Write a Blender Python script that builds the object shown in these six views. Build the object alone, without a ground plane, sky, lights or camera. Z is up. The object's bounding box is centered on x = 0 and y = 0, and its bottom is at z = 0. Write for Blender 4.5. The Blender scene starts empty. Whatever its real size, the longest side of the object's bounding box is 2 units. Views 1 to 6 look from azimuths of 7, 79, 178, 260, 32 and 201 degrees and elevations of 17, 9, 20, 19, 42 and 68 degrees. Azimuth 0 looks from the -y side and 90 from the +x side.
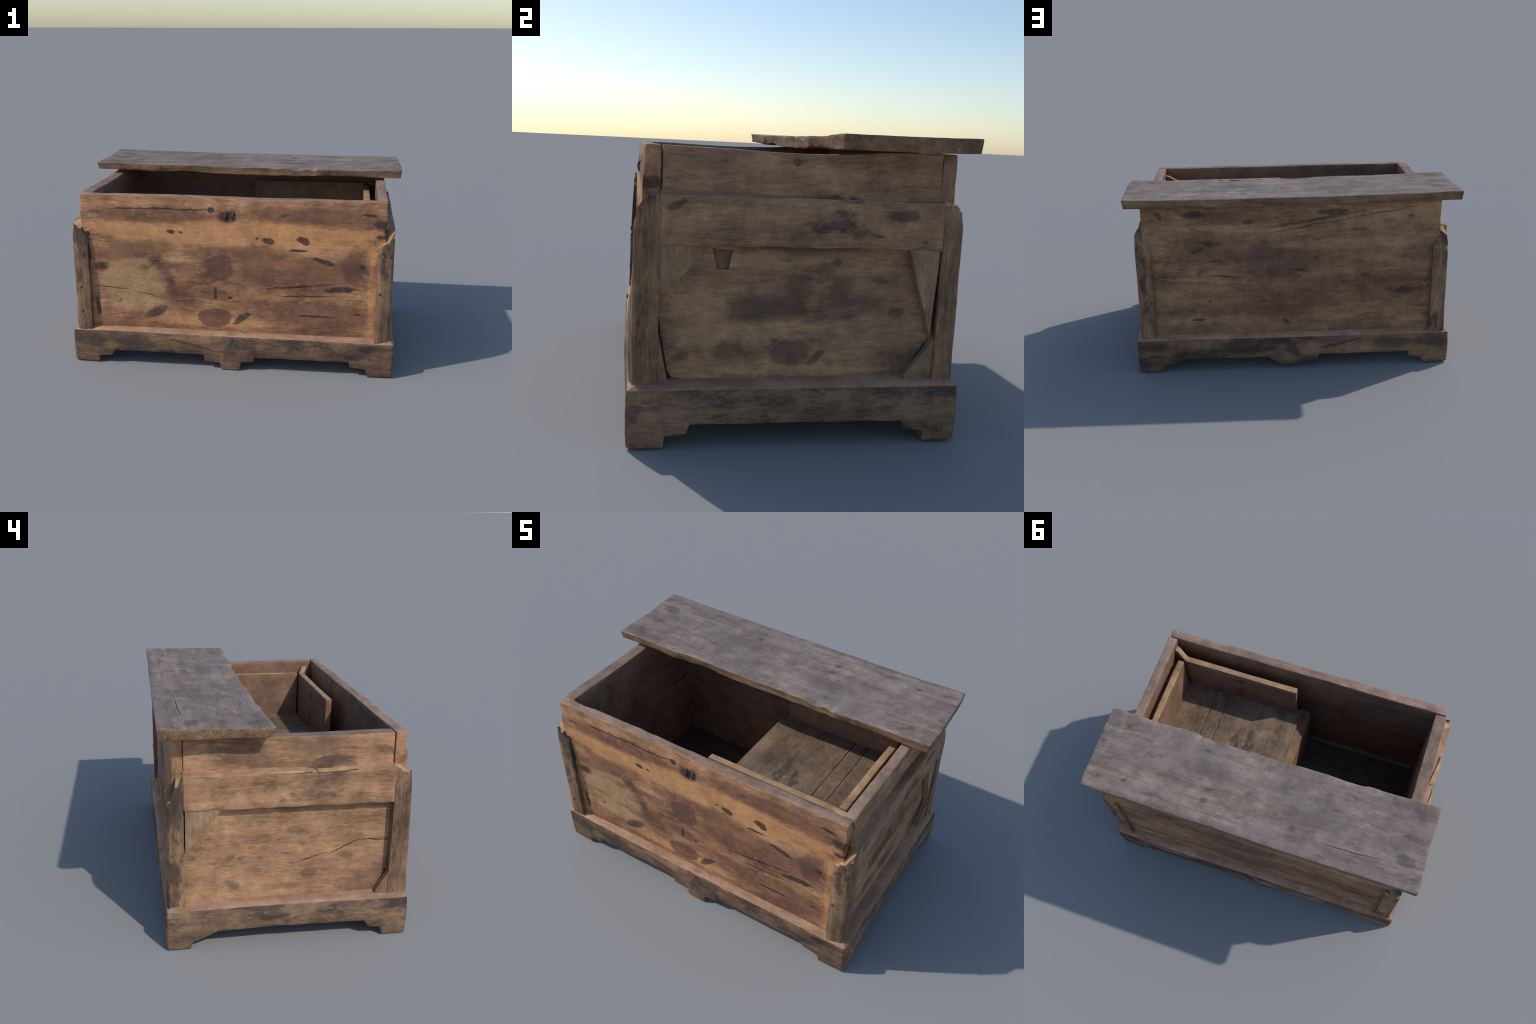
"""Old plank chest: dovetail-free box of wide boards, corner posts, side rails with
sunk panels and corner blocks, bracket-foot plinth, loose half lid and an inner till."""
import bpy, bmesh, math, random
from mathutils import Vector, noise

random.seed(11)
S = bpy.context.scene

# ------------------------------------------------------------------ small helpers
def lerp(a, b, t): return a + (b - a) * t
def sm(t):
    t = max(0.0, min(1.0, t)); return t * t * (3 - 2 * t)
def curve(pts, u):
    """piecewise-linear profile through (u, value) control points"""
    if u <= pts[0][0]: return pts[0][1]
    for (a, va), (b, vb) in zip(pts, pts[1:]):
        if u <= b: return lerp(va, vb, (u - a) / (b - a) if b > a else 1)
    return pts[-1][1]
def soft(pts, u):
    """same, eased between control points"""
    if u <= pts[0][0]: return pts[0][1]
    for (a, va), (b, vb) in zip(pts, pts[1:]):
        if u <= b: return lerp(va, vb, sm((u - a) / (b - a)) if b > a else 1)
    return pts[-1][1]
def nz(p, f, seed=0.0):
    return noise.noise(Vector((p[0] * f[0] + seed, p[1] * f[1] - seed * 1.7, p[2] * f[2] + seed * .6)))
def steps(a, b, n, r):
    """coordinates a..b, n even steps plus loops close to both ends for a round edge"""
    L = [a, a + r * .35, a + r] + [lerp(a + r, b - r, i / n) for i in range(1, n)] + [b - r, b - r * .35, b]
    return L

ROOT = None
def add_object(name, bm, mats, parent=None, smooth=True, angle=38, pick=None):
    bmesh.ops.recalc_face_normals(bm, faces=bm.faces)
    me = bpy.data.meshes.new(name)
    bm.to_mesh(me); bm.free()
    for m in (mats if isinstance(mats, (list, tuple)) else [mats]): me.materials.append(m)
    if pick:
        for p in me.polygons: p.material_index = pick(p)
    if smooth:
        me.shade_smooth()
        me.set_sharp_from_angle(angle=math.radians(angle))
    ob = bpy.data.objects.new(name, me)
    S.collection.objects.link(ob)
    ob.parent = parent or ROOT
    return ob

def board(name, lo, hi, mats, n=(20, 2, 8), r=.006, warp=None, rough=.0012, seed=0.0, grain=0,
          chip=.0, parent=None, pick=None, angle=38):
    """a sawn plank: box with worn round edges, waves along the grain, small chips at the arrises"""
    bm = bmesh.new()
    A = [steps(lo[i], hi[i], n[i], r) for i in range(3)]
    N = [len(a) for a in A]
    idx = {}
    def vert(i, j, k):
        key = (i, j, k)
        if key not in idx:
            p = Vector((A[0][i], A[1][j], A[2][k]))
            rr = r * (1 + .6 * nz(p, (9, 9, 9), seed + 3))
            if chip: rr += chip * max(0.0, nz(p, (14, 14, 14), seed + 9) - .05) * 2
            q = Vector([min(max(p[m], lo[m] + rr), hi[m] - rr) for m in range(3)])
            d = p - q
            if d.length > rr: p = q + d.normalized() * rr
            f = [16, 16, 16]; f[grain] = 3
            w = nz(p, f, seed) * rough + nz(p, (4, 4, 4), seed + 5) * rough
            c = [(lo[m] + hi[m]) / 2 for m in range(3)]
            t = min(range(3), key=lambda m: hi[m] - lo[m])
            p[t] += w * (1 if p[t] > c[t] else -1) * .8
            for m in range(3):
                if m != t: p[m] += w * (1 if p[m] > c[m] else -1) * .5
            if warp: p = Vector(warp(p))
            idx[key] = bm.verts.new(p)
        return idx[key]
    for ax in range(3):
        u, v = [m for m in range(3) if m != ax]
        for end in (0, N[ax] - 1):
            for a in range(N[u] - 1):
                for b in range(N[v] - 1):
                    def g(x, y):
                        k = [0, 0, 0]; k[ax] = end; k[u] = x; k[v] = y
                        return vert(*k)
                    bm.faces.new([g(a, b), g(a + 1, b), g(a + 1, b + 1), g(a, b + 1)])
    return add_object(name, bm, mats, parent, pick=pick, angle=angle)

def loft(name, rings, mats, parent=None, angle=35, pick=None, smooth=True):
    """skin closed cross-sections, caps at both ends"""
    bm = bmesh.new()
    R = [[bm.verts.new(p) for p in ring] for ring in rings]
    m = len(R[0])
    for a, b in zip(R, R[1:]):
        for i in range(m):
            bm.faces.new([a[i], a[(i + 1) % m], b[(i + 1) % m], b[i]])
    for ring in (R[0], R[-1]):
        f = bm.faces.new(ring)
        bmesh.ops.triangulate(bm, faces=[f])
    return add_object(name, bm, mats, parent, angle=angle, pick=pick, smooth=smooth)

def plate(name, outer, holes, place, depth, mats, parent=None):
    """flat piece cut to an outline (u, v) with optional holes, `depth` thick; place(u, v, d) -> xyz"""
    bm = bmesh.new()
    edges, loops = [], []
    for loop in [outer] + holes:
        vs = [bm.verts.new((u, v, 0)) for u, v in loop]
        loops.append(vs)
        edges += [bm.edges.new((vs[i], vs[(i + 1) % len(vs)])) for i in range(len(vs))]
    bmesh.ops.triangle_fill(bm, use_beauty=True, use_dissolve=False, edges=edges)
    ext = bmesh.ops.extrude_face_region(bm, geom=list(bm.faces))
    for v in [g for g in ext["geom"] if isinstance(g, bmesh.types.BMVert)]: v.co.z = 1
    for v in bm.verts:
        v.co = Vector(place(v.co.x, v.co.y, v.co.z * depth))
    return add_object(name, bm, mats, parent, angle=30)

# ------------------------------------------------------------------ materials
class G:
    """tiny node-graph writer"""
    def __init__(s, name):
        s.m = bpy.data.materials.new(name); s.m.use_nodes = True
        s.t = s.m.node_tree; s.t.nodes.clear()
    def n(s, kind, **kw):
        node = s.t.nodes.new(kind)
        for k, v in kw.items():
            if k.startswith("i_"): continue
            setattr(node, k, v)
        return node
    def put(s, sock, v):
        if hasattr(v, "is_linked"): s.t.links.new(v, sock)
        elif v is not None: sock.default_value = v
    def math(s, op, a, b=None, c=None, clamp=False):
        n = s.n("ShaderNodeMath", operation=op, use_clamp=clamp)
        for i, v in enumerate((a, b, c)): s.put(n.inputs[i], v)
        return n.outputs[0]
    def vmath(s, op, a, b=None, scale=None):
        n = s.n("ShaderNodeVectorMath", operation=op)
        s.put(n.inputs[0], a); s.put(n.inputs[1], b)
        if scale is not None: s.put(n.inputs["Scale"], scale)
        return n.outputs["Value"] if op == "LENGTH" else n.outputs[0]
    def mapping(s, vec, loc=(0, 0, 0), rot=(0, 0, 0), scale=(1, 1, 1), kind="POINT"):
        n = s.n("ShaderNodeMapping", vector_type=kind)
        s.put(n.inputs["Vector"], vec)
        n.inputs["Location"].default_value = loc
        n.inputs["Rotation"].default_value = rot
        n.inputs["Scale"].default_value = scale
        return n.outputs[0]
    def noise(s, vec, scale, detail=4, rough=.55, dist=0.0, color=False):
        n = s.n("ShaderNodeTexNoise")
        s.put(n.inputs["Vector"], vec)
        n.inputs["Scale"].default_value = scale; n.inputs["Detail"].default_value = detail
        n.inputs["Roughness"].default_value = rough; n.inputs["Distortion"].default_value = dist
        return n.outputs["Color" if color else "Fac"]
    def rng(s, v, a, b, c=0.0, d=1.0, smooth=True):
        n = s.n("ShaderNodeMapRange", interpolation_type="SMOOTHSTEP" if smooth else "LINEAR")
        s.put(n.inputs["Value"], v)
        for k, x in zip(("From Min", "From Max", "To Min", "To Max"), (a, b, c, d)): s.put(n.inputs[k], x)
        return n.outputs[0]
    def n_rgb(s, v):
        n = s.n("ShaderNodeCombineColor")
        for i in range(3): s.put(n.inputs[i], v)
        return n.outputs[0]
    def ramp(s, v, stops):
        n = s.n("ShaderNodeValToRGB")
        e = n.color_ramp.elements
        while len(e) < len(stops): e.new(.5)
        for el, (p, c) in zip(e, stops): el.position = p; el.color = (*c, 1)
        s.put(n.inputs[0], v)
        return n.outputs[0]
    def mix(s, f, a, b, blend="MIX"):
        n = s.n("ShaderNodeMix", data_type="RGBA", blend_type=blend)
        s.put(n.inputs[0], f)
        for i, v in ((6, a), (7, b)):
            s.put(n.inputs[i], (*v, 1) if isinstance(v, tuple) and len(v) == 3 else v)
        return n.outputs[2]
    def out(s, color, rough, bump=None, strength=.3, dist=.004, metallic=0.0, spec=.25):
        b = s.n("ShaderNodeBsdfPrincipled")
        s.put(b.inputs["Base Color"], (*color, 1) if isinstance(color, tuple) else color)
        s.put(b.inputs["Roughness"], rough)
        b.inputs["Metallic"].default_value = metallic
        b.inputs["Specular IOR Level"].default_value = spec
        if bump is not None:
            k = s.n("ShaderNodeBump")
            k.inputs["Strength"].default_value = strength; k.inputs["Distance"].default_value = dist
            s.put(k.inputs["Height"], bump)
            s.t.links.new(k.outputs[0], b.inputs["Normal"])
        o = s.n("ShaderNodeOutputMaterial")
        s.t.links.new(b.outputs[0], o.inputs[0])
        return s.m

def wood(name, dark, mid, light, grain=0, normal=1, seed=0.0, band=9.0, stain=(.035, .03, .03), stain_amt=.5,
         stain_scale=3.0, red=None, red_amt=.5, red_scale=2.6, pale=.35, marks=(), cracks=(), bump=.35, fine=1.0,
         grey=None, grey_amt=0.0, weave=.8, warm=1.0):
    """Weathered plank. Long fibres run along `grain`; `marks` are (colour, strength, [(centre2d, radii2d, angle, soft)])
    laid on the plane whose normal axis is `normal`."""
    dark, mid, light = [(min(1, c[0] * (1 + .13 * warm)), c[1], c[2] * (1 - .13 * warm)) for c in (dark, mid, light)]
    g = G(name)
    obj = g.n("ShaderNodeTexCoord").outputs["Object"]
    P = g.vmath("ADD", obj, (seed * 1.31, seed * .77, seed * 2.03))
    # slow wander of the fibres
    wander = g.vmath("SUBTRACT", g.noise(P, 2.2, 3, color=True), (.5, .5, .5))
    Pw = g.vmath("ADD", P, g.vmath("SCALE", wander, scale=.10))
    def along(a, c):
        v = [c, c, c]; v[grain] = a; return tuple(v)
    bands = g.noise(g.mapping(Pw, scale=along(.9, band)), 1.0, 5, .6)
    fibre = g.noise(g.mapping(Pw, scale=along(7, 95)), 1.0, 4, .65)
    speck = g.noise(g.mapping(P, scale=along(32, 165)), 1.0, 3, .7)
    blotch = g.noise(P, 4.5, 5, .6)
    v = g.math("ADD", g.math("MULTIPLY", bands, .55), g.math("MULTIPLY", blotch, .42))
    v = g.math("SUBTRACT", v, .055)
    v = g.math("ADD", v, g.math("MULTIPLY", g.math("SUBTRACT", fibre, .5), .34 * fine))
    v = g.math("ADD", v, g.math("MULTIPLY", g.math("SUBTRACT", speck, .5), .30 * fine))
    v = g.math("ADD", g.math("MULTIPLY", g.math("SUBTRACT", v, .43), 1.4), .43)
    col = g.ramp(v, [(.20, dark), (.43, mid), (.66, light)])
    if red:
        m = g.rng(g.noise(g.mapping(P, scale=along(.6, 1.5)), red_scale, 4, .6), .60 - red_amt * .25, .74 - red_amt * .22)
        col = g.mix(g.math("MULTIPLY", m, .75), col, red)
    if grey:
        m = g.rng(g.noise(g.mapping(P, loc=(3, 7, 1), scale=along(.8, 2)), 2.4, 5, .65), .35, .65)
        col = g.mix(g.math("MULTIPLY", m, grey_amt), col, grey)
    # noise that eats into the rims of the local marks
    ragA = g.noise(g.mapping(P, scale=along(7, 15)), 1.0, 6, .68)
    ragB = g.noise(g.mapping(P, loc=(4, 1, 8), scale=along(26, 60)), 1.0, 4, .7)
    rag = g.math("ADD", g.math("MULTIPLY", g.math("SUBTRACT", ragA, .5), 1.9), g.math("MULTIPLY", g.math("SUBTRACT", ragB, .5), 1.0))
    wob2 = g.vmath("SCALE", g.vmath("SUBTRACT", g.noise(P, 16, 3, color=True), (.5, .5, .5)), scale=.022)
    Q = g.vmath("ADD", obj, wob2)
    fray = g.math("MULTIPLY", g.rng(fibre, .28, .55, .78, 1.0, False), g.rng(ragB, .3, .55, .85, 1.0, False))
    a, b = [i for i in range(3) if i != normal]
    sgn = -1 if normal == 1 else 1
    depth = None
    for colour, strength, L in marks:
        if colour[0] > .09: colour = (min(1, colour[0] * (1 + .13 * warm)), colour[1], colour[2] * (1 - .13 * warm))
        tot = None
        for (c, r, ang, sft) in L:
            loc, sc, rot = [0, 0, 0], [99, 99, 99], [0, 0, 0]
            loc[a], loc[b] = c; sc[a], sc[b] = r; rot[normal] = math.radians(ang) * sgn
            d = g.vmath("LENGTH", g.mapping(Q, loc=tuple(loc), rot=tuple(rot), scale=tuple(sc), kind="TEXTURE"))
            d = g.math("ADD", d, g.math("MULTIPLY", rag, .35 + sft * .9))
            sft = sft * .5
            k = g.rng(d, 1 + sft, max(0.0, 1 - sft), 0.0, 1.0)
            tot = k if tot is None else g.math("MAXIMUM", tot, k)
        f = g.math("MULTIPLY", g.math("MULTIPLY", tot, fray), strength)
        col = g.mix(f, col, colour)
        if colour[0] < .06: depth = f if depth is None else g.math("MAXIMUM", depth, f)
    # soot and damp stains
    if stain_amt > 0:
        s1 = g.noise(g.mapping(Pw, loc=(1, 5, 2), scale=along(.75, 1.8)), stain_scale, 8, .66)
        m = g.rng(s1, .64 - .16 * stain_amt, .74 - .16 * stain_amt)
        m = g.math("MULTIPLY", m, g.rng(fibre, .25, .6, .55, 1.0, False))
        col = g.mix(g.math("MULTIPLY", m, .8), col, stain)
    # small dark ticks and worm-fine checks
    t1 = g.noise(g.mapping(Pw, loc=(6, 6, 2), scale=along(9, 40)), 1.0, 3, .6)
    col = g.mix(g.math("MULTIPLY", g.math("MULTIPLY", g.rng(t1, .63, .72), g.rng(ragA, .45, .62)), .55), col, tuple(x * .35 for x in dark))
    # mottled weave left by old scraping: short strokes across and along the fibres
    cross = g.noise(g.mapping(Pw, scale=along(85, 45)), 1.0, 4, .7, 1.2)
    patch = g.noise(g.mapping(P, loc=(9, 2, 4)), 14, 4, .65)
    wv = g.math("ADD", g.math("MULTIPLY", g.math("SUBTRACT", cross, .5), .5), g.math("MULTIPLY", g.math("SUBTRACT", patch, .5), 1.6))
    wv = g.math("ADD", 1.0, g.math("MULTIPLY", wv, .85 * weave))
    col = g.mix(1.0, col, g.n_rgb(wv), "MULTIPLY")
    # pale scuffs on the raised fibres
    sc = g.math("MULTIPLY", g.rng(speck, .58, .76), g.rng(g.noise(P, 6, 3), .42, .65))
    col = g.mix(g.math("MULTIPLY", sc, pale), col, tuple(min(1, x * 1.55 + .025) for x in light))
    h = g.math("ADD", g.math("MULTIPLY", fibre, .6), g.math("MULTIPLY", speck, .5))
    h = g.math("ADD", h, g.math("MULTIPLY", bands, .8))
    for (c, r, ang) in cracks:
        loc, sc_, rot = [0, 0, 0], [99, 99, 99], [0, 0, 0]
        loc[a], loc[b] = c; sc_[a], sc_[b] = r; rot[normal] = math.radians(ang) * sgn
        wob = g.vmath("ADD", obj, g.vmath("SCALE", g.vmath("SUBTRACT", g.noise(obj, 9, 2, color=True), (.5, .5, .5)), scale=.03))
        d = g.vmath("LENGTH", g.mapping(wob, loc=tuple(loc), rot=tuple(rot), scale=tuple(sc_), kind="TEXTURE"))
        k = g.rng(d, 1.15, .55)
        col = g.mix(g.math("MULTIPLY", k, .8), col, (.03, .022, .018))
        h = g.math("SUBTRACT", h, g.math("MULTIPLY", k, 1.5))
    if depth is not None: h = g.math("SUBTRACT", h, g.math("MULTIPLY", depth, .4))
    rough = g.rng(v, .2, .7, .82, .68, False)
    return g.out(col, rough, h, bump, .004)

K = (.030, .025, .024)          # sooty black of knots
RED = (.150, .078, .060)        # wine-brown wear
front_marks = [
    ((.62, .335, .155), .72, [((-.35, .825), (.56, .058), -3, .5), ((.30, .835), (.62, .075), -2, .5), ((-.15, .285), (.30, .030), 0, .6), ((.82, .55), (.022, .30), 0, .7), ((.33, .655), (.08, .03), 0, .6)]),
    (RED, .66, [((.43, .60), (.46, .105), 0, .6), ((.05, .70), (.30, .05), 0, .7), ((-.60, .715), (.26, .05), 8, .6), ((.50, .36), (.34, .075), 0, .7),
                ((-.45, .935), (.34, .045), 0, .7), ((.42, .95), (.42, .045), 0, .7), ((-.1, .46), (.10, .04), 0, .7), ((-.3, .42), (.14, .05), -10, .7),
                ((-.40, .56), (.050, .17), 27, .5)]),
    ((.125, .066, .058), .85, [((-.066, .625), (.088, .080), 0, .18), ((-.095, .315), (.100, .062), 6, .15), ((-.36, .50), (.035, .09), 27, .5), ((.72, .66), (.07, .10), 0, .6)]),
    ((.46, .330, .190), .62, [((-.58, .515), (.20, .135), 0, .5), ((-.56, .40), (.16, .06), 0, .7)]),
    ((.040, .034, .033), .85, [((-.81, .347), (.014, .06), 0, .5), ((-.455, .335), (.075, .026), 30, .6), ((-.775, .61), (.045, .030), 0, .6),
                 ((.065, .315), (.055, .018), 38, .4), ((-.09, .465), (.010, .04), 0, .5), ((.861, .915), (.05, .022), 0, .5),
                 ((-.85, .70), (.012, .06), 0, .6)]),
    (K, .92, [((-.109, .973), (.022, .020), 0, .4), ((-.40, .967), (.30, .005), 1, .8), ((-.348, .838), (.026, .013), 0, .5),
              ((-.287, .833), (.012, .006), 0, .5), ((.222, .800), (.036, .021), -15, .35), ((.159, .812), (.009, .006), 0, .5),
              ((.425, .808), (.034, .020), -20, .35), ((.40, .822), (.022, .009), 20, .4), ((.391, .748), (.052, .008), 0, .6),
              ((.541, .688), (.070, .014), -13, .4), ((.37, .527), (.20, .006), 6, .7), ((.645, .520), (.095, .019), 6, .4),
              ((.44, .474), (.17, .004), 2, .8), ((.51, .349), (.10, .006), -1, .8), ((.782, .967), (.045, .010), 0, .6),
              ((.865, .841), (.035, .010), 0, .5), ((-.85, .805), (.020, .018), 0, .4), ((.745, .372), (.02, .007), 0, .6),
              ((-.001, .446), (.013, .010), 0, .4), ((.76, .665), (.02, .01), -30, .6), ((-.02, .93), (.045, .035), 0, .8)]),
]
M = {}
M["front"] = wood("front_board_wood", (.155, .082, .056), (.36, .200, .118), (.56, .345, .20), 0, 1, 1.0, band=8, stain_amt=.30,
                  red=RED, red_amt=.25, pale=.75, marks=front_marks,
                  cracks=[((-.727, .478), (.13, .003), -5), ((-.483, .440), (.12, .003), -14), ((-.29, .409), (.085, .0025), -2),
                          ((-.80, .945), (.06, .003), 2), ((-.67, .40), (.02, .003), 40)])
back_marks = [
    ((.050, .040, .036), .75, [((.788, 1.0), (.03, .018), 30, .5), ((.579, 1.0), (.075, .022), 0, .5), ((.265, .946), (.032, .014), 0, .5),
        ((-.238, .996), (.09, .018), 0, .6), ((-.706, .962), (.02, .008), 0, .5), ((-.446, .591), (.03, .013), 20, .5), ((.18, .446), (.03, .009), 0, .6),
        ((.575, .334), (.04, .012), 0, .5), ((.041, .304), (.03, .014), 40, .6), ((.509, .45), (.008, .008), 0, .5), ((-.001, .461), (.014, .008), 20, .5),
        ((.468, .706), (.04, .008), 0, .6), ((-.042, .637), (.05, .006), 5, .7), ((.433, .615), (.10, .006), 6, .8), ((-.09, .945), (.30, .010), -9, .7)]),
    ((.43, .295, .175), .5, [((.40, .915), (.40, .02), 3, .7), ((-.30, .80), (.42, .03), 0, .7), ((-.80, .98), (.06, .04), 0, .6), ((.55, .59), (.20, .012), 4, .7), ((-.75, .30), (.12, .02), 0, .7)]),
    (RED, .55, [((.05, .43), (.35, .12), 0, .8), ((-.55, .5), (.22, .12), 0, .8), ((.55, .75), (.2, .05), 0, .8)]),
]
M["back"] = wood("back_board_wood", (.150, .094, .068), (.290, .184, .120), (.44, .295, .18), 0, 1, 4.0, warm=1.15, band=10, stain_amt=.30,
                 red=RED, red_amt=.25, pale=.25, marks=back_marks, cracks=[((-.10, .915), (.30, .003), -9), ((-.55, .99), (.25, .0025), -9)])
tan = dict(dark=(.165, .098, .068), mid=(.345, .218, .136), light=(.485, .325, .203))
M["left"] = wood("left_panel_wood", **tan, grain=1, normal=0, seed=7.0, band=8, stain_amt=.12, red=(.15, .085, .062), red_amt=.3, pale=.35,
                 marks=[((.110, .078, .062), .55, [((-.029, .573), (.045, .018), 5, .5), ((-.073, .499), (.014, .010), 0, .5), ((.009, .456), (.022, .008), 0, .5),
                        ((.46, .451), (.016, .008), 0, .5), ((-.10, .344), (.040, .030), 10, .5), ((-.287, .429), (.04, .018), 10, .6), ((.0, .28), (.07, .02), 0, .7), ((.27, .30), (.04, .02), 30, .7)])],
                 cracks=[((-.44, .500), (.09, .005), 0), ((-.28, .470), (.11, .004), -22), ((-.12, .425), (.10, .003), -15)])
M["left_rail"] = wood("left_rail_wood", **tan, grain=1, normal=0, seed=9.0, band=12, stain_amt=.5, stain=(.075, .055, .05), red=(.13, .075, .055), red_amt=.3, pale=.4)
M["right"] = wood("right_panel_wood", (.160, .104, .078), (.300, .200, .138), (.43, .305, .20), warm=1.3, grain=1, normal=0, seed=13.0, band=7, stain_amt=.3, red=(.105, .070, .055), red_amt=.35, pale=.25,
                  marks=[((.46, .325, .205), .5, [((-.37, .45), (.12, .11), 0, .4), ((-.15, .66), (.2, .03), 0, .7), ((0, .26), (.35, .02), 0, .7)]),
                         ((.115, .074, .062), .7, [((-.031, .325), (.07, .05), 0, .35), ((-.01, .56), (.05, .045), 0, .6), ((.15, .55), (.05, .05), 0, .7)]),
                         ((.075, .056, .047), .65, [((.123, .651), (.018, .012), 0, .5), ((.294, .589), (.04, .012), -10, .5), ((.061, .302), (.035, .015), 40, .5), ((-.414, .32), (.04, .02), 35, .8), ((-.25, .33), (.06, .03), 0, .95), ((.36, .47), (.03, .02), 0, .6)])])
M["right_rail"] = wood("right_rail_wood", (.155, .100, .078), (.290, .192, .136), (.42, .295, .195), warm=1.3, grain=1, normal=0, seed=17.0, band=12, stain_amt=.45, pale=.25,
                  marks=[((.055, .043, .037), .7, [((.128, .775), (.018, .009), 0, .5), ((.259, .760), (.028, .007), -10, .5), ((.041, .755), (.007, .004), 0, .5), ((.436, .738), (.008, .007), 0, .4),
                                  ((-.447, .848), (.04, .014), 25, .5), ((-.036, 1.004), (.018, .012), 0, .5), ((.35, .83), (.06, .02), 0, .7)])])
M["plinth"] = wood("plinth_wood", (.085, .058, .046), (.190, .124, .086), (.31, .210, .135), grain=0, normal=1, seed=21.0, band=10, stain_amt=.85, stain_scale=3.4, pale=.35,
                   marks=[((.26, .20, .085), .7, [((-.728, .124), (.055, .028), 0, .5)]),
                          ((.050, .042, .038), .7, [((-.86, .16), (.14, .05), 0, .95), ((-.60, .16), (.12, .04), 0, .95), ((-.26, .157), (.13, .010), -12, .7), ((.01, .145), (.07, .035), 60, .9), ((.716, .112), (.05, .012), -8, .6), ((.86, .18), (.12, .022), 0, .95)])])
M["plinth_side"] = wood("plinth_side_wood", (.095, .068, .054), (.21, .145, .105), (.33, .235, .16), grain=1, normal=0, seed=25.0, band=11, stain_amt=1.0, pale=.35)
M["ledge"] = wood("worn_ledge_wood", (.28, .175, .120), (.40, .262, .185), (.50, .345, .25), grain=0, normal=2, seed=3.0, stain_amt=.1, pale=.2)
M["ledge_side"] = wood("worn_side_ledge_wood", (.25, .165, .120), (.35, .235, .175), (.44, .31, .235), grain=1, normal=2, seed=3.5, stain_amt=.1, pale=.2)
M["post"] = wood("post_wood", (.090, .060, .044), (.220, .145, .094), (.39, .265, .16), grain=2, normal=1, seed=31.0, band=14, stain_amt=.82, stain_scale=4.0, pale=.3)
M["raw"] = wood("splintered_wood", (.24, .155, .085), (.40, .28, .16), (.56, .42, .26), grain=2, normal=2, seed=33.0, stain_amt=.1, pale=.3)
M["lid"] = wood("lid_top_wood", (.125, .102, .094), (.235, .196, .180), (.37, .318, .294), grain=0, normal=2, seed=41.0, warm=.75, band=16, stain=(.060, .056, .058), stain_amt=.25, pale=.28,
                grey=(.215, .186, .172), grey_amt=.45, red=(.255, .195, .185), red_amt=.4, stain_scale=4,
                marks=[((.072, .061, .056), .6, [((.852, .183), (.024, .014), 0, .5), ((.756, .502), (.016, .013), 0, .5), ((.286, .475), (.024, .017), 0, .5), ((-.244, .477), (.022, .018), -15, .4),
                       ((-.875, .154), (.018, .016), 0, .5), ((-.885, .457), (.055, .034), 0, .35), ((.364, .181), (.024, .008), 0, .6), ((-.448, .297), (.02, .012), 0, .6), ((.05, .36), (.01, .004), 30, .5)]),
                       ((.13, .112, .105), .5, [((-.80, .14), (.12, .03), 0, .7), ((-.80, .40), (.08, .06), 0, .7), ((-.70, .515), (.16, .012), 3, .7), ((.3, .3), (.2, .05), 0, .8), ((-.35, .38), (.2, .06), 10, .8)]),
                       ((.30, .25, .23), .6, [((-.68, .492), (.14, .005), 2, .6)])],
                cracks=[((-.60, .499), (.22, .0035), 2)])
M["lid_edge"] = wood("lid_edge_wood", (.095, .062, .043), (.205, .135, .088), (.31, .215, .135), grain=0, normal=1, seed=45.0, band=20, stain_amt=.35, pale=.4)
M["rim"] = wood("rim_wood", (.19, .135, .110), (.285, .210, .172), (.37, .280, .235), grain=0, normal=2, seed=51.0, stain_amt=.05, pale=.25)
M["rim_side"] = wood("side_rim_wood", (.18, .132, .112), (.270, .205, .172), (.35, .272, .232), grain=1, normal=2, seed=52.0, stain_amt=.05, pale=.25)
M["inside"] = wood("inner_wood", (.16, .100, .072), (.240, .158, .114), (.30, .205, .150), grain=0, normal=1, seed=61.0, band=7, stain_amt=.1, pale=.1, bump=.2, fine=.6)
M["till_top"] = wood("till_edge_wood", (.27, .18, .11), (.40, .28, .175), (.50, .36, .23), grain=0, normal=2, seed=63.0, stain_amt=.05, pale=.3)
M["till_floor"] = wood("till_floor_wood", (.092, .071, .056), (.180, .140, .108), (.29, .235, .18), grain=1, normal=2, seed=65.0, band=5, stain_amt=.5, stain=(.055, .047, .042), stain_scale=5, pale=.5,
                       marks=[((.34, .27, .17), .7, [((.27, -.09), (.018, .012), 20, .4), ((.17, -.20), (.05, .03), 30, .8)])])
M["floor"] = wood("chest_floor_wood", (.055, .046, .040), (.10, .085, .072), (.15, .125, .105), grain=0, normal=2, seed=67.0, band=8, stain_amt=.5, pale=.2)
M["gusset"] = wood("corner_block_wood", (.16, .11, .075), (.27, .19, .13), (.38, .275, .19), grain=2, normal=0, seed=71.0, band=8, stain_amt=.15, pale=.35)
g = G("rusted_iron")
o_ = g.n("ShaderNodeTexCoord").outputs["Object"]
M["iron"] = g.out(g.ramp(g.noise(o_, 120, 4), [(.3, (.045, .036, .032)), (.6, (.11, .09, .085)), (.8, (.17, .11, .08))]), .55, g.noise(o_, 300, 3), .3, .001, metallic=.5, spec=.4)

# ------------------------------------------------------------------ the chest
ROOT = bpy.data.objects.new("wooden_chest", None)
S.collection.objects.link(ROOT)
ROOT["label"] = "weathered plank chest with half lid, corner posts and bracket feet"
ROOT["category"] = "wooden chest"

TOP = 1.04
up = lambda p: 1 if p.normal.z > .6 else 0

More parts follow.
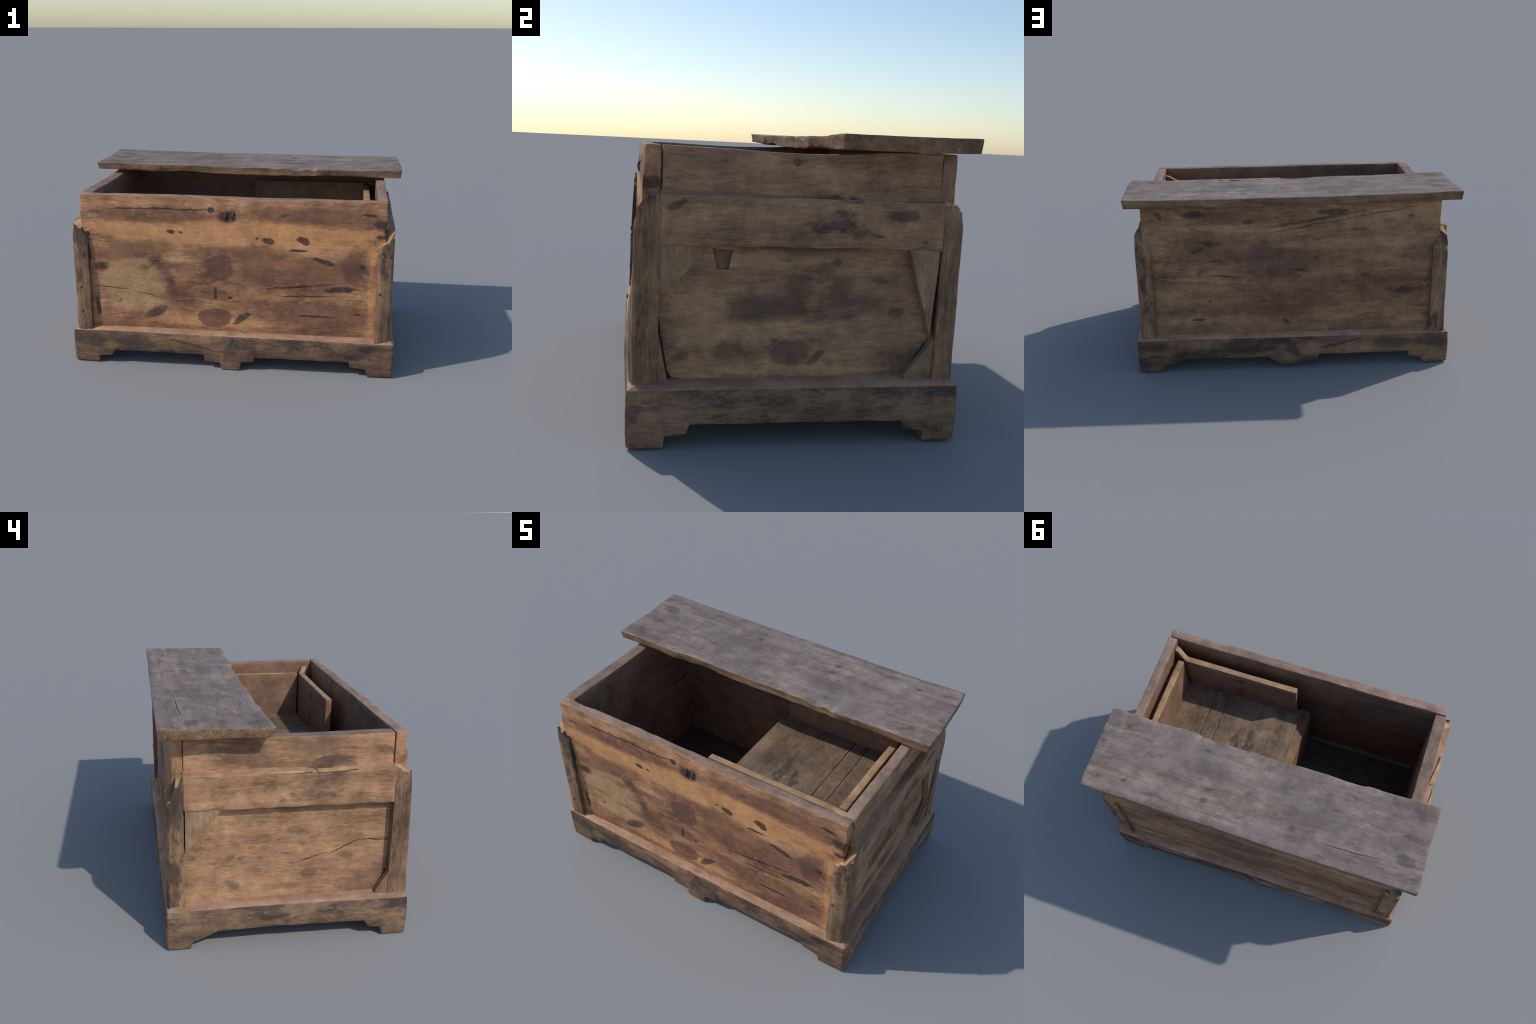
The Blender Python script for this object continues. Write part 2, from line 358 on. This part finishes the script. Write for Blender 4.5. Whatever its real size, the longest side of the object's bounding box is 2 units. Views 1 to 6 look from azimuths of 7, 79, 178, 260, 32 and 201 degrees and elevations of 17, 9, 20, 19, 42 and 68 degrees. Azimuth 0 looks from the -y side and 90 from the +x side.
# front board: leans out a little towards the plinth
lean_f = [(-.89, -.026), (-.30, -.021), (.35, -.023), (.75, -.016), (.89, -.019)]
def warp_front(p):
    t = curve([(.23, .84), (.5, .84), (.83, .84), (.93, .72), (.98, .5), (1.04, .36)], p.z)
    if p.y < -.525: p.y += soft(lean_f, p.x) * t
    if p.z > .99: p.z += .002 + .004 * nz(p, (3, 1, 1), 2)
    # chewed upright arrises
    e = abs(p.x) - .845
    if e > 0: p.x -= math.copysign(.019 * max(0, nz(p, (2, 6, 13), 8 + p.x)) * e / .045, p.x)
    return p
inner_f = lambda p: 1 if p.normal.z > .6 else (2 if p.normal.y > .6 else 0)
board("front_board", (-.889, -.550, .165), (.889, -.503, TOP), [M["front"], M["rim"], M["inside"]], n=(120, 2, 56), r=.006,
      warp=warp_front, rough=.0018, seed=1, chip=.010, pick=inner_f)
lean_b = [(-.89, .003), (-.4, .001), (.16, .003), (.89, .004)]
def warp_back(p):
    t = sm((TOP - p.z) / .80)
    if p.y > .53: p.y += soft(lean_b, p.x) * t
    else: p.y -= .020 * sm((1.0 - p.z) / .35)
    return p
inner_b = lambda p: 1 if p.normal.z > .6 else (2 if p.normal.y < -.6 else 0)
board("back_board", (-.889, .499, .165), (.889, .553, 1.053), [M["back"], M["rim"], M["inside"]], n=(90, 2, 42), r=.006,
      warp=warp_back, rough=.0018, seed=2, chip=.008, pick=inner_b)

# the two ends: upper board, proud rail, sunk panel behind corner blocks
for s, key in ((-1, "left"), (1, "right")):
    x0, x1 = sorted((s * (.835 if s > 0 else .822), s * .891))
    def warp_side(p, s=s):
        if p.z > .98: p.z += (.003 + .003 * nz(p, (1, 6, 1), 40 + s) + .012 * sm((p.y - .10) / .3) - (.010 if s > 0 else .006) * sm(1 - abs((p.y + .05) / .35))) * (p.z - .98) / .06
        if s < 0: p.x -= .006
        if p.z < .86: p.z += .014 * nz(p, (1, 5, 1), 4 + s)
        return p
    inn = lambda p, s=s: 1 if p.normal.z > .6 else (2 if p.normal.x * s < -.6 else 0)
    board("side_board", (x0, -.498, .80), (x1, .498, TOP - .001), [M[key + "_rail"], M["rim_side"], M["inside"]], n=(3, 50, 14), r=.005,
          warp=warp_side, seed=5 + s, grain=1, rough=.0018, chip=.006, pick=inn)
    r0, r1 = sorted((s * .868, s * (.938 if s > 0 else .942)))
    def warp_rail(p, s=s):
        t = sm((abs(p.x) - .885) / .05)
        if p.z > .80: p.z += .006 * nz(p, (1, 4, 1), 11 + s) - .010 * t * (p.z - .8) / .085
        if p.z > .80: p.z -= .020 * (1 - t) * sm((p.y + .25) / .3 if s > 0 else (.1 - abs(p.y + .15)) / .1) * (p.z - .80) / .09     # groove against the board above
        if p.z < .76: p.z += .004 * nz(p, (1, 5, 1), 14 + s)
        return p
    board("side_rail", (r0, -.5035, .709), (r1, .5035, .892), [M[key + "_rail"], M["ledge_side"]], n=(4, 60, 12), r=.006,
          warp=warp_rail, seed=8 + s, grain=1, rough=.002, chip=.012, pick=up)
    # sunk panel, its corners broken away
    if s > 0:
        outl = [(-.45, .235), (-.36, .225), (.39, .225), (.487, .377), (.375, .80), (-.30, .80), (-.47, .66), (-.50, .56), (-.50, .45), (-.467, .265)]
        holes = [[(-.322, .697), (-.249, .691), (-.262, .622), (-.304, .624)]]
    else:
        outl = [(-.44, .225), (.50, .225), (.50, .52), (.345, .70), (.30, .80), (-.50, .80), (-.50, .345)]
        holes = []
    plate("side_panel", outl, holes, lambda u, v, d, s=s: (s * ((.893 if s > 0 else .900) - d + .004 * nz((0, u, v), (1, 3, 3), s)), u, v), .035, M[key])
    # inner lining board behind the panel, bulging into the chest on the left
    l0, l1 = sorted((s * (.832 if s > 0 else .824), s * .874))
    def warp_lining(p, s=s):
        if s < 0: p.x += .016 * sm(1 - abs(p.z - .48) / .30) * sm((p.y + .05) / .4)
        return p
    board("panel_lining", (l0, -.497, .190), (l1, .497, .802), [M["inside"]], n=(2, 24, 14), r=.004, warp=warp_lining, seed=30 + s, grain=1)
    # corner blocks nearly flush with the frame
    if s > 0:   # sloped fillet from the front top block down to the panel
        def fillet(u, v, d):
            t = ((u + .415) * (-.137) - (v - .712) * (-.091)) / math.hypot(.137, .091)      # distance below the block's edge
            return (.926 - .030 * sm(abs(t) / .05) - d, u, v)
        plate("corner_fillet", [(-.415, .711), (-.372, .711), (-.325, .711), (-.41, .61), (-.502, .515), (-.506, .545), (-.506, .578), (-.46, .644)], [], fillet, .012, M["gusset"])
    tri = ([[(-.508, .712), (-.415, .712), (-.506, .575)], [(.500, .712), (.384, .712), (.482, .395)], [(.502, .38), (.392, .240), (.402, .226), (.502, .226)],
            [(-.505, .42), (-.500, .226), (-.466, .226)]]
           if s > 0 else
           [[(.495, .712), (.322, .712), (.495, .500)], [(-.508, .35), (-.436, .228), (-.508, .222)]])
    for k, t in enumerate(tri):
        plate("corner_block", t, [], lambda u, v, d, s=s: (s * ((.927 if s > 0 else .937) - d + .004 * nz((0, u, v), (1, 9, 9), 3)), u, v), .030, M["gusset"])

# corner posts: angle pieces round the box corners, tops broken off on a slope
def corner_post(sx, sy, prof, zt, bulge, seed, nails):
    """prof: y of front face by height; zt: top heights at inner front, corner, side end, box corner"""
    A, C, E, D = zt
    inner = .846
    out = []
    dx = .006 if sx < 0 else .001
    def seg(p, q, n, za, zb):
        for i in range(n):
            t = i / n; out.append((lerp(p[0], q[0], t), lerp(p[1], q[1], t), lerp(za, zb, t)))
    yf, ys = .592, .502
    seg((inner, yf), (.922, yf), 8, A, C); seg((.922, yf), (.934, yf - .010), 3, C, C)
    seg((.934, yf - .010), (.935, ys), 9, C, E); seg((.935, ys), (.876, ys), 3, E, E)
    seg((.876, ys), (.876, .530), 2, E, D); seg((.876, .530), (inner, .515), 2, D, A); seg((inner, .515), (inner, yf), 4, A, A)
    rings = []
    H = [0, .015, .04] + [.04 + .9 * i / 22 for i in range(1, 23)] + [.965, .985, 1]
    z0 = .217
    for h in H:
        ring = []
        for x, y, ztop in out:
            z = z0 + (ztop - z0) * h
            yy = y
            if y > .56: yy += curve(prof, z) * (1 + 0 * x) + bulge * sm((.935 - x) / .09) * sm(1 - abs(z - .36) / .32)
            xx = x
            p = Vector((x * sx, y * sy, z))
            w = nz(p, (10, 10, 2.5), seed) * .004 + nz(p, (22, 22, 9), seed + 4) * .0025
            if h > .9: 
                w -= .010 * (h - .9) / .1 * abs(nz(p, (18, 18, 8), seed + 6))
            if y > .56: yy += w
            if x > .92: xx += w * .7 + dx
            if h > .93: z += (.022 * nz(p, (40, 40, 1), seed + 7) + .010 * nz(p, (90, 90, 1), seed + 8)) * (h - .93) / .07
            ring.append((xx * sx, yy * sy, z))
        rings.append(ring)
    ob = loft("corner_post", rings, [M["post"], M["raw"]], angle=45, pick=lambda p: 1 if p.normal.z > .5 else 0)
    for (x, y, z, ax) in nails:
        bm = bmesh.new()
        bmesh.ops.create_uvsphere(bm, u_segments=12, v_segments=8, radius=.0075)
        for v in bm.verts:
            if ax == 1: v.co = Vector((x + v.co.x, y + v.co.y * .4, z + v.co.z))
            else: v.co = Vector((x + v.co.x * .4, y + v.co.y, z + v.co.z))
        add_object("nail_head", bm, M["iron"], ob)
    return ob
corner_post(1, -1, [(.2, -.003), (.75, -.003), (.86, -.012)], (.782, .835, .885, .862), .020, 3, [(.867, -.607, .520, 1), (.8705, -.598, .758, 1), (.915, -.597, .74, 1)])
corner_post(-1, -1, [(.2, .012), (.5, .006), (.86, -.008)], (.792, .862, .885, .875), .0, 7, [(-.90, -.599, .48, 1), (-.90, -.601, .33, 1)])
corner_post(1, 1, [(.2, -.012), (.8, -.012), (.86, -.016)], (.790, .848, .878, .868), .0, 12, [(.86, .582, .46, 1), (.917, .577, .80, 1)])
corner_post(-1, 1, [(.2, -.006), (.6, -.012), (.86, -.012)], (.790, .755, .872, .880), .0, 17, [])

# plinth: skirting with cut bracket feet, worn chamfer and sloping ledge
def skirt(name, L0, L1, place, edge, edge_z, box, ledge_z, under, mats, seed, e0, e1):
    """L0, L1: ends of the run at its outer face; ends are mitred; e0, e1: outer depth at the two ends"""
    us = {round(lerp(L0, L1, i / 96), 4) for i in range(97)} | {round(a, 4) for a, _ in under if L0 < a < L1}
    us |= {round(L0 + t, 4) for t in (.003, .007, .012)} | {round(L1 - t, 4) for t in (.003, .007, .012)}
    rings = []
    for u in sorted(us):
        o, ze, b, zl, zb = soft(edge, u), soft(edge_z, u), soft(box, u), soft(ledge_z, u), curve(under, u)
        near = min(u - L0, L1 - u)
        fade = sm(near / .05)
        o -= .009 * max(0, 1 - near / .014) ** 2          # rubbed corner
        w = lambda z: fade * (.0035 * nz((u, z, 0), (4, 14, 1), seed) + .0018 * nz((u, z, 0), (20, 40, 1), seed + 2))
        zb = max(zb + fade * .003 * nz((u, 0, 0), (11, 1, 1), seed + 5), .0004)
        sec = [(o - .003, zb)] + [(o + .004 * math.sin(math.pi * f) + w(lerp(zb, ze, f)), lerp(zb + .004, ze - .010, f)) for f in (0, .2, .4, .6, .8, 1)]
        chip = fade * .006 * max(0, nz((u, 0, 0), (17, 1, 1), seed + 8))
        sec += [(o - .002 - chip, ze - .002), (o - .009 - chip, ze + .003), (o - .026, lerp(ze + .006, zl, .5)), (b - .002, zl), (b - .02, zl),
                (b - .02, max(zb + .003, .17)), (o - .054, max(zb + .003, .17)), (o - .052, zb)]
        ring = []
        for d, z in sec:
            uu = min(max(u, L0 + max(0, e0 - d)), L1 - max(0, e1 - d))
            ring.append(place(uu, d, z))
        rings.append(ring)
    return loft(name, rings, mats, angle=40, pick=lambda p: 1 if 7 <= p.index % 15 <= 9 and p.index < 15 * (len(rings) - 1) else 0)

under_f = [(-.965, .006), (-.825, .004), (-.812, .006), (-.808, .043), (-.735, .052), (-.729, .055), (-.705, .088), (-.159, .089), (-.153, .050), (-.066, .043), (-.060, .043), (-.052, .001),
           (.056, .001), (.066, .050), (.145, .060), (.150, .087), (.705, .087), (.713, .055), (.805, .046), (.813, .004), (.965, .006)]
XL, XR, YF, YB = -.966, .963, -.604, .594
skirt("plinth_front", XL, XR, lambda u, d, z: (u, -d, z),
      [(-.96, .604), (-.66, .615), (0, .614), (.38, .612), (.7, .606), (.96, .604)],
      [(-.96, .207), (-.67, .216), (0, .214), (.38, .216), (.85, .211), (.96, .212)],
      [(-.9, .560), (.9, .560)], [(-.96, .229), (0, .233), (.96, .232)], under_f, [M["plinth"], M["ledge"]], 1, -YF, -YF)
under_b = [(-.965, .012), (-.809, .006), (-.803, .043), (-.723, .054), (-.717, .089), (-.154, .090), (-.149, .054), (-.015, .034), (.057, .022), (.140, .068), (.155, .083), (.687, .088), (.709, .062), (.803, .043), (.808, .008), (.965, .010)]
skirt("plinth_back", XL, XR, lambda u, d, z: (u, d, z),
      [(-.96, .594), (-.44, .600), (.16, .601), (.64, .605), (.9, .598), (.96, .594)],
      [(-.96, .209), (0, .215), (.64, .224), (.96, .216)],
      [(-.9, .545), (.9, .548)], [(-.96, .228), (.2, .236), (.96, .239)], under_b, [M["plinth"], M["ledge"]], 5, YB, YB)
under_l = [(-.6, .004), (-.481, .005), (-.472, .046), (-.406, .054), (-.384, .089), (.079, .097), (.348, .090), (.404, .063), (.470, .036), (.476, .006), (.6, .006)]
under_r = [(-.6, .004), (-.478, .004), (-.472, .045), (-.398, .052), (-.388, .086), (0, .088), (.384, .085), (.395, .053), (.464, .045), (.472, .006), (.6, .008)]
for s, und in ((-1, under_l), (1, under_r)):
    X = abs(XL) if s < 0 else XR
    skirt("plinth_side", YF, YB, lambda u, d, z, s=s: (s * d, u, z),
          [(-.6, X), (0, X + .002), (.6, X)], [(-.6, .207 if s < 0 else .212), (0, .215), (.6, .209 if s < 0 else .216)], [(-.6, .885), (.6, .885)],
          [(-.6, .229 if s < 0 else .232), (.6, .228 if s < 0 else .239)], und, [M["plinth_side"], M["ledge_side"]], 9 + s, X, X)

# floor of the chest
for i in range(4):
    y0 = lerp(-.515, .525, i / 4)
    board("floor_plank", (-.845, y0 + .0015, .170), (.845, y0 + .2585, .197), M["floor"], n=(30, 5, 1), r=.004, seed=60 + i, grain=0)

# inner till: raised tray in the right half
till = bpy.data.objects.new("inner_till", None); S.collection.objects.link(till); till.parent = ROOT
tp = lambda p: 1 if p.normal.z > .6 else 0
def warp_tf(p):
    if p.x > .74:
        t = sm((p.x - .74) / .09)
        p.y -= .035 * t; p.z += .030 * t * max(0, (p.z - .7) / .27)
    return p
board("till_wall", (.020, -.437, .60), (.832, -.402, .973), [M["inside"], M["till_top"]], n=(40, 2, 16), r=.003, warp=warp_tf, seed=71, parent=till, pick=tp)
board("till_wall", (.020, .387, .60), (.832, .420, .960), [M["inside"], M["till_top"]], n=(30, 2, 10), r=.003, seed=72, parent=till, pick=tp)
def warp_tr(p):
    if p.z > .9: p.z -= .012 * sm((p.y + .1) / .3)
    return p
board("till_wall", (.760, -.395, .60), (.798, .385, .970), [M["inside"], M["till_top"]], n=(2, 24, 10), r=.003, warp=warp_tr, seed=73, grain=1, parent=till, pick=tp)
for x0, x1, k in ((-.014, .4715, 1), (.4745, .5585, 2), (.5615, .759, 3)):
    board("till_plank", (x0, -.440, .668), (x1, .430, .690 + .0015 * (k % 2)), M["till_floor"], n=(12, 24, 1), r=.002, seed=80 + k, grain=1, parent=till)
def warp_ts(p):
    if p.z > .55: p.z += (.046 * sm((p.x + .050) / .034) + .010 * nz(p, (1, 9, 1), 5) - .045 * sm((-.3 - p.y) / .2)) * (p.z - .55) / .075
    return p
board("till_packing", (.7985, -.40, .60), (.8345, .39, .900), [M["inside"]], n=(1, 12, 6), r=.003, seed=78, grain=1, parent=till)
board("till_side", (-.060, -.490, .184), (.010, .480, .620), [M["inside"], M["inside"]], n=(2, 30, 16), r=.005, warp=warp_ts, seed=77, grain=1, rough=.002, parent=till, pick=tp)

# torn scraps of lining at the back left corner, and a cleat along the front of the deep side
for outl, pl in (([(-.686, .471), (-.606, .456), (-.635, .388), (-.666, .380), (-.726, .243), (-.767, .235), (-.723, .356), (-.726, .372)], lambda u, v, d: (u, .492 - d, v)),
                 ([(-.80, .640), (-.617, .570), (-.771, .527), (-.80, .545)], lambda u, v, d: (u, .488 - d, v)),
                 ([(.298, .661), (.447, .668), (.49, .62), (.49, .54)], lambda u, v, d: (-.806 + d, u, v)),
                 ([(.374, .391), (.48, .400), (.49, .345)], lambda u, v, d: (-.806 + d, u, v))):
    plate("torn_lining", outl, [], pl, .010, M["gusset"])
board("floor_cleat", (-.82, -.512, .190), (-.065, -.476, .212), M["inside"], n=(24, 2, 2), r=.004, seed=91, rough=.003)

# half lid: one thick plank with a ragged front edge
front_edge = [(-1.0, .096), (-.57, .098), (-.562, .103), (-.45, .106), (-.16, .105), (.08, .108), (.28, .106), (.440, .102), (.447, .094), (.58, .094), (.588, .098), (1.0, .096)]
top_front = [(-1, 1.109), (-.56, 1.101), (-.1, 1.098), (.45, 1.095), (.6, 1.095), (1, 1.103)]
top_back = [(-1, 1.115), (-.65, 1.109), (-.1, 1.103), (.45, 1.102), (.75, 1.103), (1, 1.108)]
thick_f = [(-1, .044), (-.66, .043), (-.56, .046), (-.42, .037), (-.2, .046), (.1, .048), (.3, .046), (.58, .038), (.72, .042), (.86, .050), (1, .050)]
thick_b = [(-1, .050), (-.65, .051), (-.1, .046), (.75, .046), (1, .050)]
chips = [(.335, .055, .020), (-.05, .12, .006), (.19, .06, .008), (.43, .03, .012)]
def warp_lid(p):
    f = max(-.1, min(1.1, (1.11 - p.z) / .047))      # 0 top face .. 1 underside
    v = (p.y - .1) / .51                             # 0 front .. 1 back
    top = .0042 + lerp(soft(top_front, p.x), soft(top_back, p.x), v) - .0025 * math.sin(math.pi * max(0, min(1, v)))
    th = .003 + lerp(soft(thick_f, p.x), soft(thick_b, p.x), sm(v))
    # chips slope the upper arris down along the ragged front edge
    for c, w, d in chips:
        top -= d * max(0, 1 - abs(p.x - c) / w) * max(0, 1 - v / .09) * (1 - max(0, min(1, f)) * .7)
    back = lerp(.617, .606, (p.x + 1) / 2) + .003 * nz(p, (5, 1, 1), 6)
    y = lerp(curve(front_edge, p.x), back, v) + .004 * sm(f) * (1 if v < .5 else -1)
    if v < .3: y += .006 * nz((p.x, p.z, 0), (11, 30, 1), 21) * (1 - v / .3)
    x = p.x * (1 - .006 * sm(f)) + .006 * nz(p, (1, 7, 9), 3) * (abs(p.x) > .97)
    if p.x > .9: x -= .012 * sm((v - .4) / .6) * sm((p.x - .9) / .09)
    return (x, y, top - f * th + .0015 * nz(p, (2.5, 6, 0), 9))
board("lid_plank", (-.997, .1, 1.063), (.997, .61, 1.11), [M["lid_edge"], M["lid"]], n=(170, 26, 3), r=.004, warp=warp_lid, rough=.0014, seed=40, grain=0, chip=.005, pick=up)

# hasp staples on the front
def staple(x):
    bm = bmesh.new()
    rings, m = [], 8
    pts = []
    for i in range(13):
        a = math.pi * i / 12
        pts.append(Vector((x + .003 * math.sin(2 * a), -.556 - .016 * math.sin(a), .936 + .026 * math.cos(a))))
    for i, p in enumerate(pts):
        a = math.pi * i / 12
        n1, n2 = Vector((1, 0, 0)), Vector((0, -math.sin(a), math.cos(a)))
        rings.append([p + (n1 * math.cos(2 * math.pi * k / m) + n2 * math.sin(2 * math.pi * k / m)) * .0048 for k in range(m)])
    bm.free()
    return loft("hasp_staple", rings, M["iron"], angle=60)
for x in (-.026, .016): staple(x)
# torn splinters along the rails
def splinter(s, y0, y1, z, lift, w):
    r = []
    for i in range(6):
        t = i / 5; y = lerp(y0, y1, t); k = math.sin(math.pi * min(1, t * .8 + .12)); l = lift * t
        x1 = .944 + .003 * t; x0 = x1 - w * (1 - .8 * t)
        r.append([(s * x0, y, z + l), (s * x1, y, z + l - .002), (s * x1, y, z + l - .004 - .006 * k), (s * x0, y, z + l - .003 - .006 * k)])
    return loft("splinter", r, M["raw" if s < 0 else "right_rail"], angle=30)
splinter(-1, -.12, -.32, .884, .012, .035)
splinter(-1, .16, -.10, .884, .004, .018)
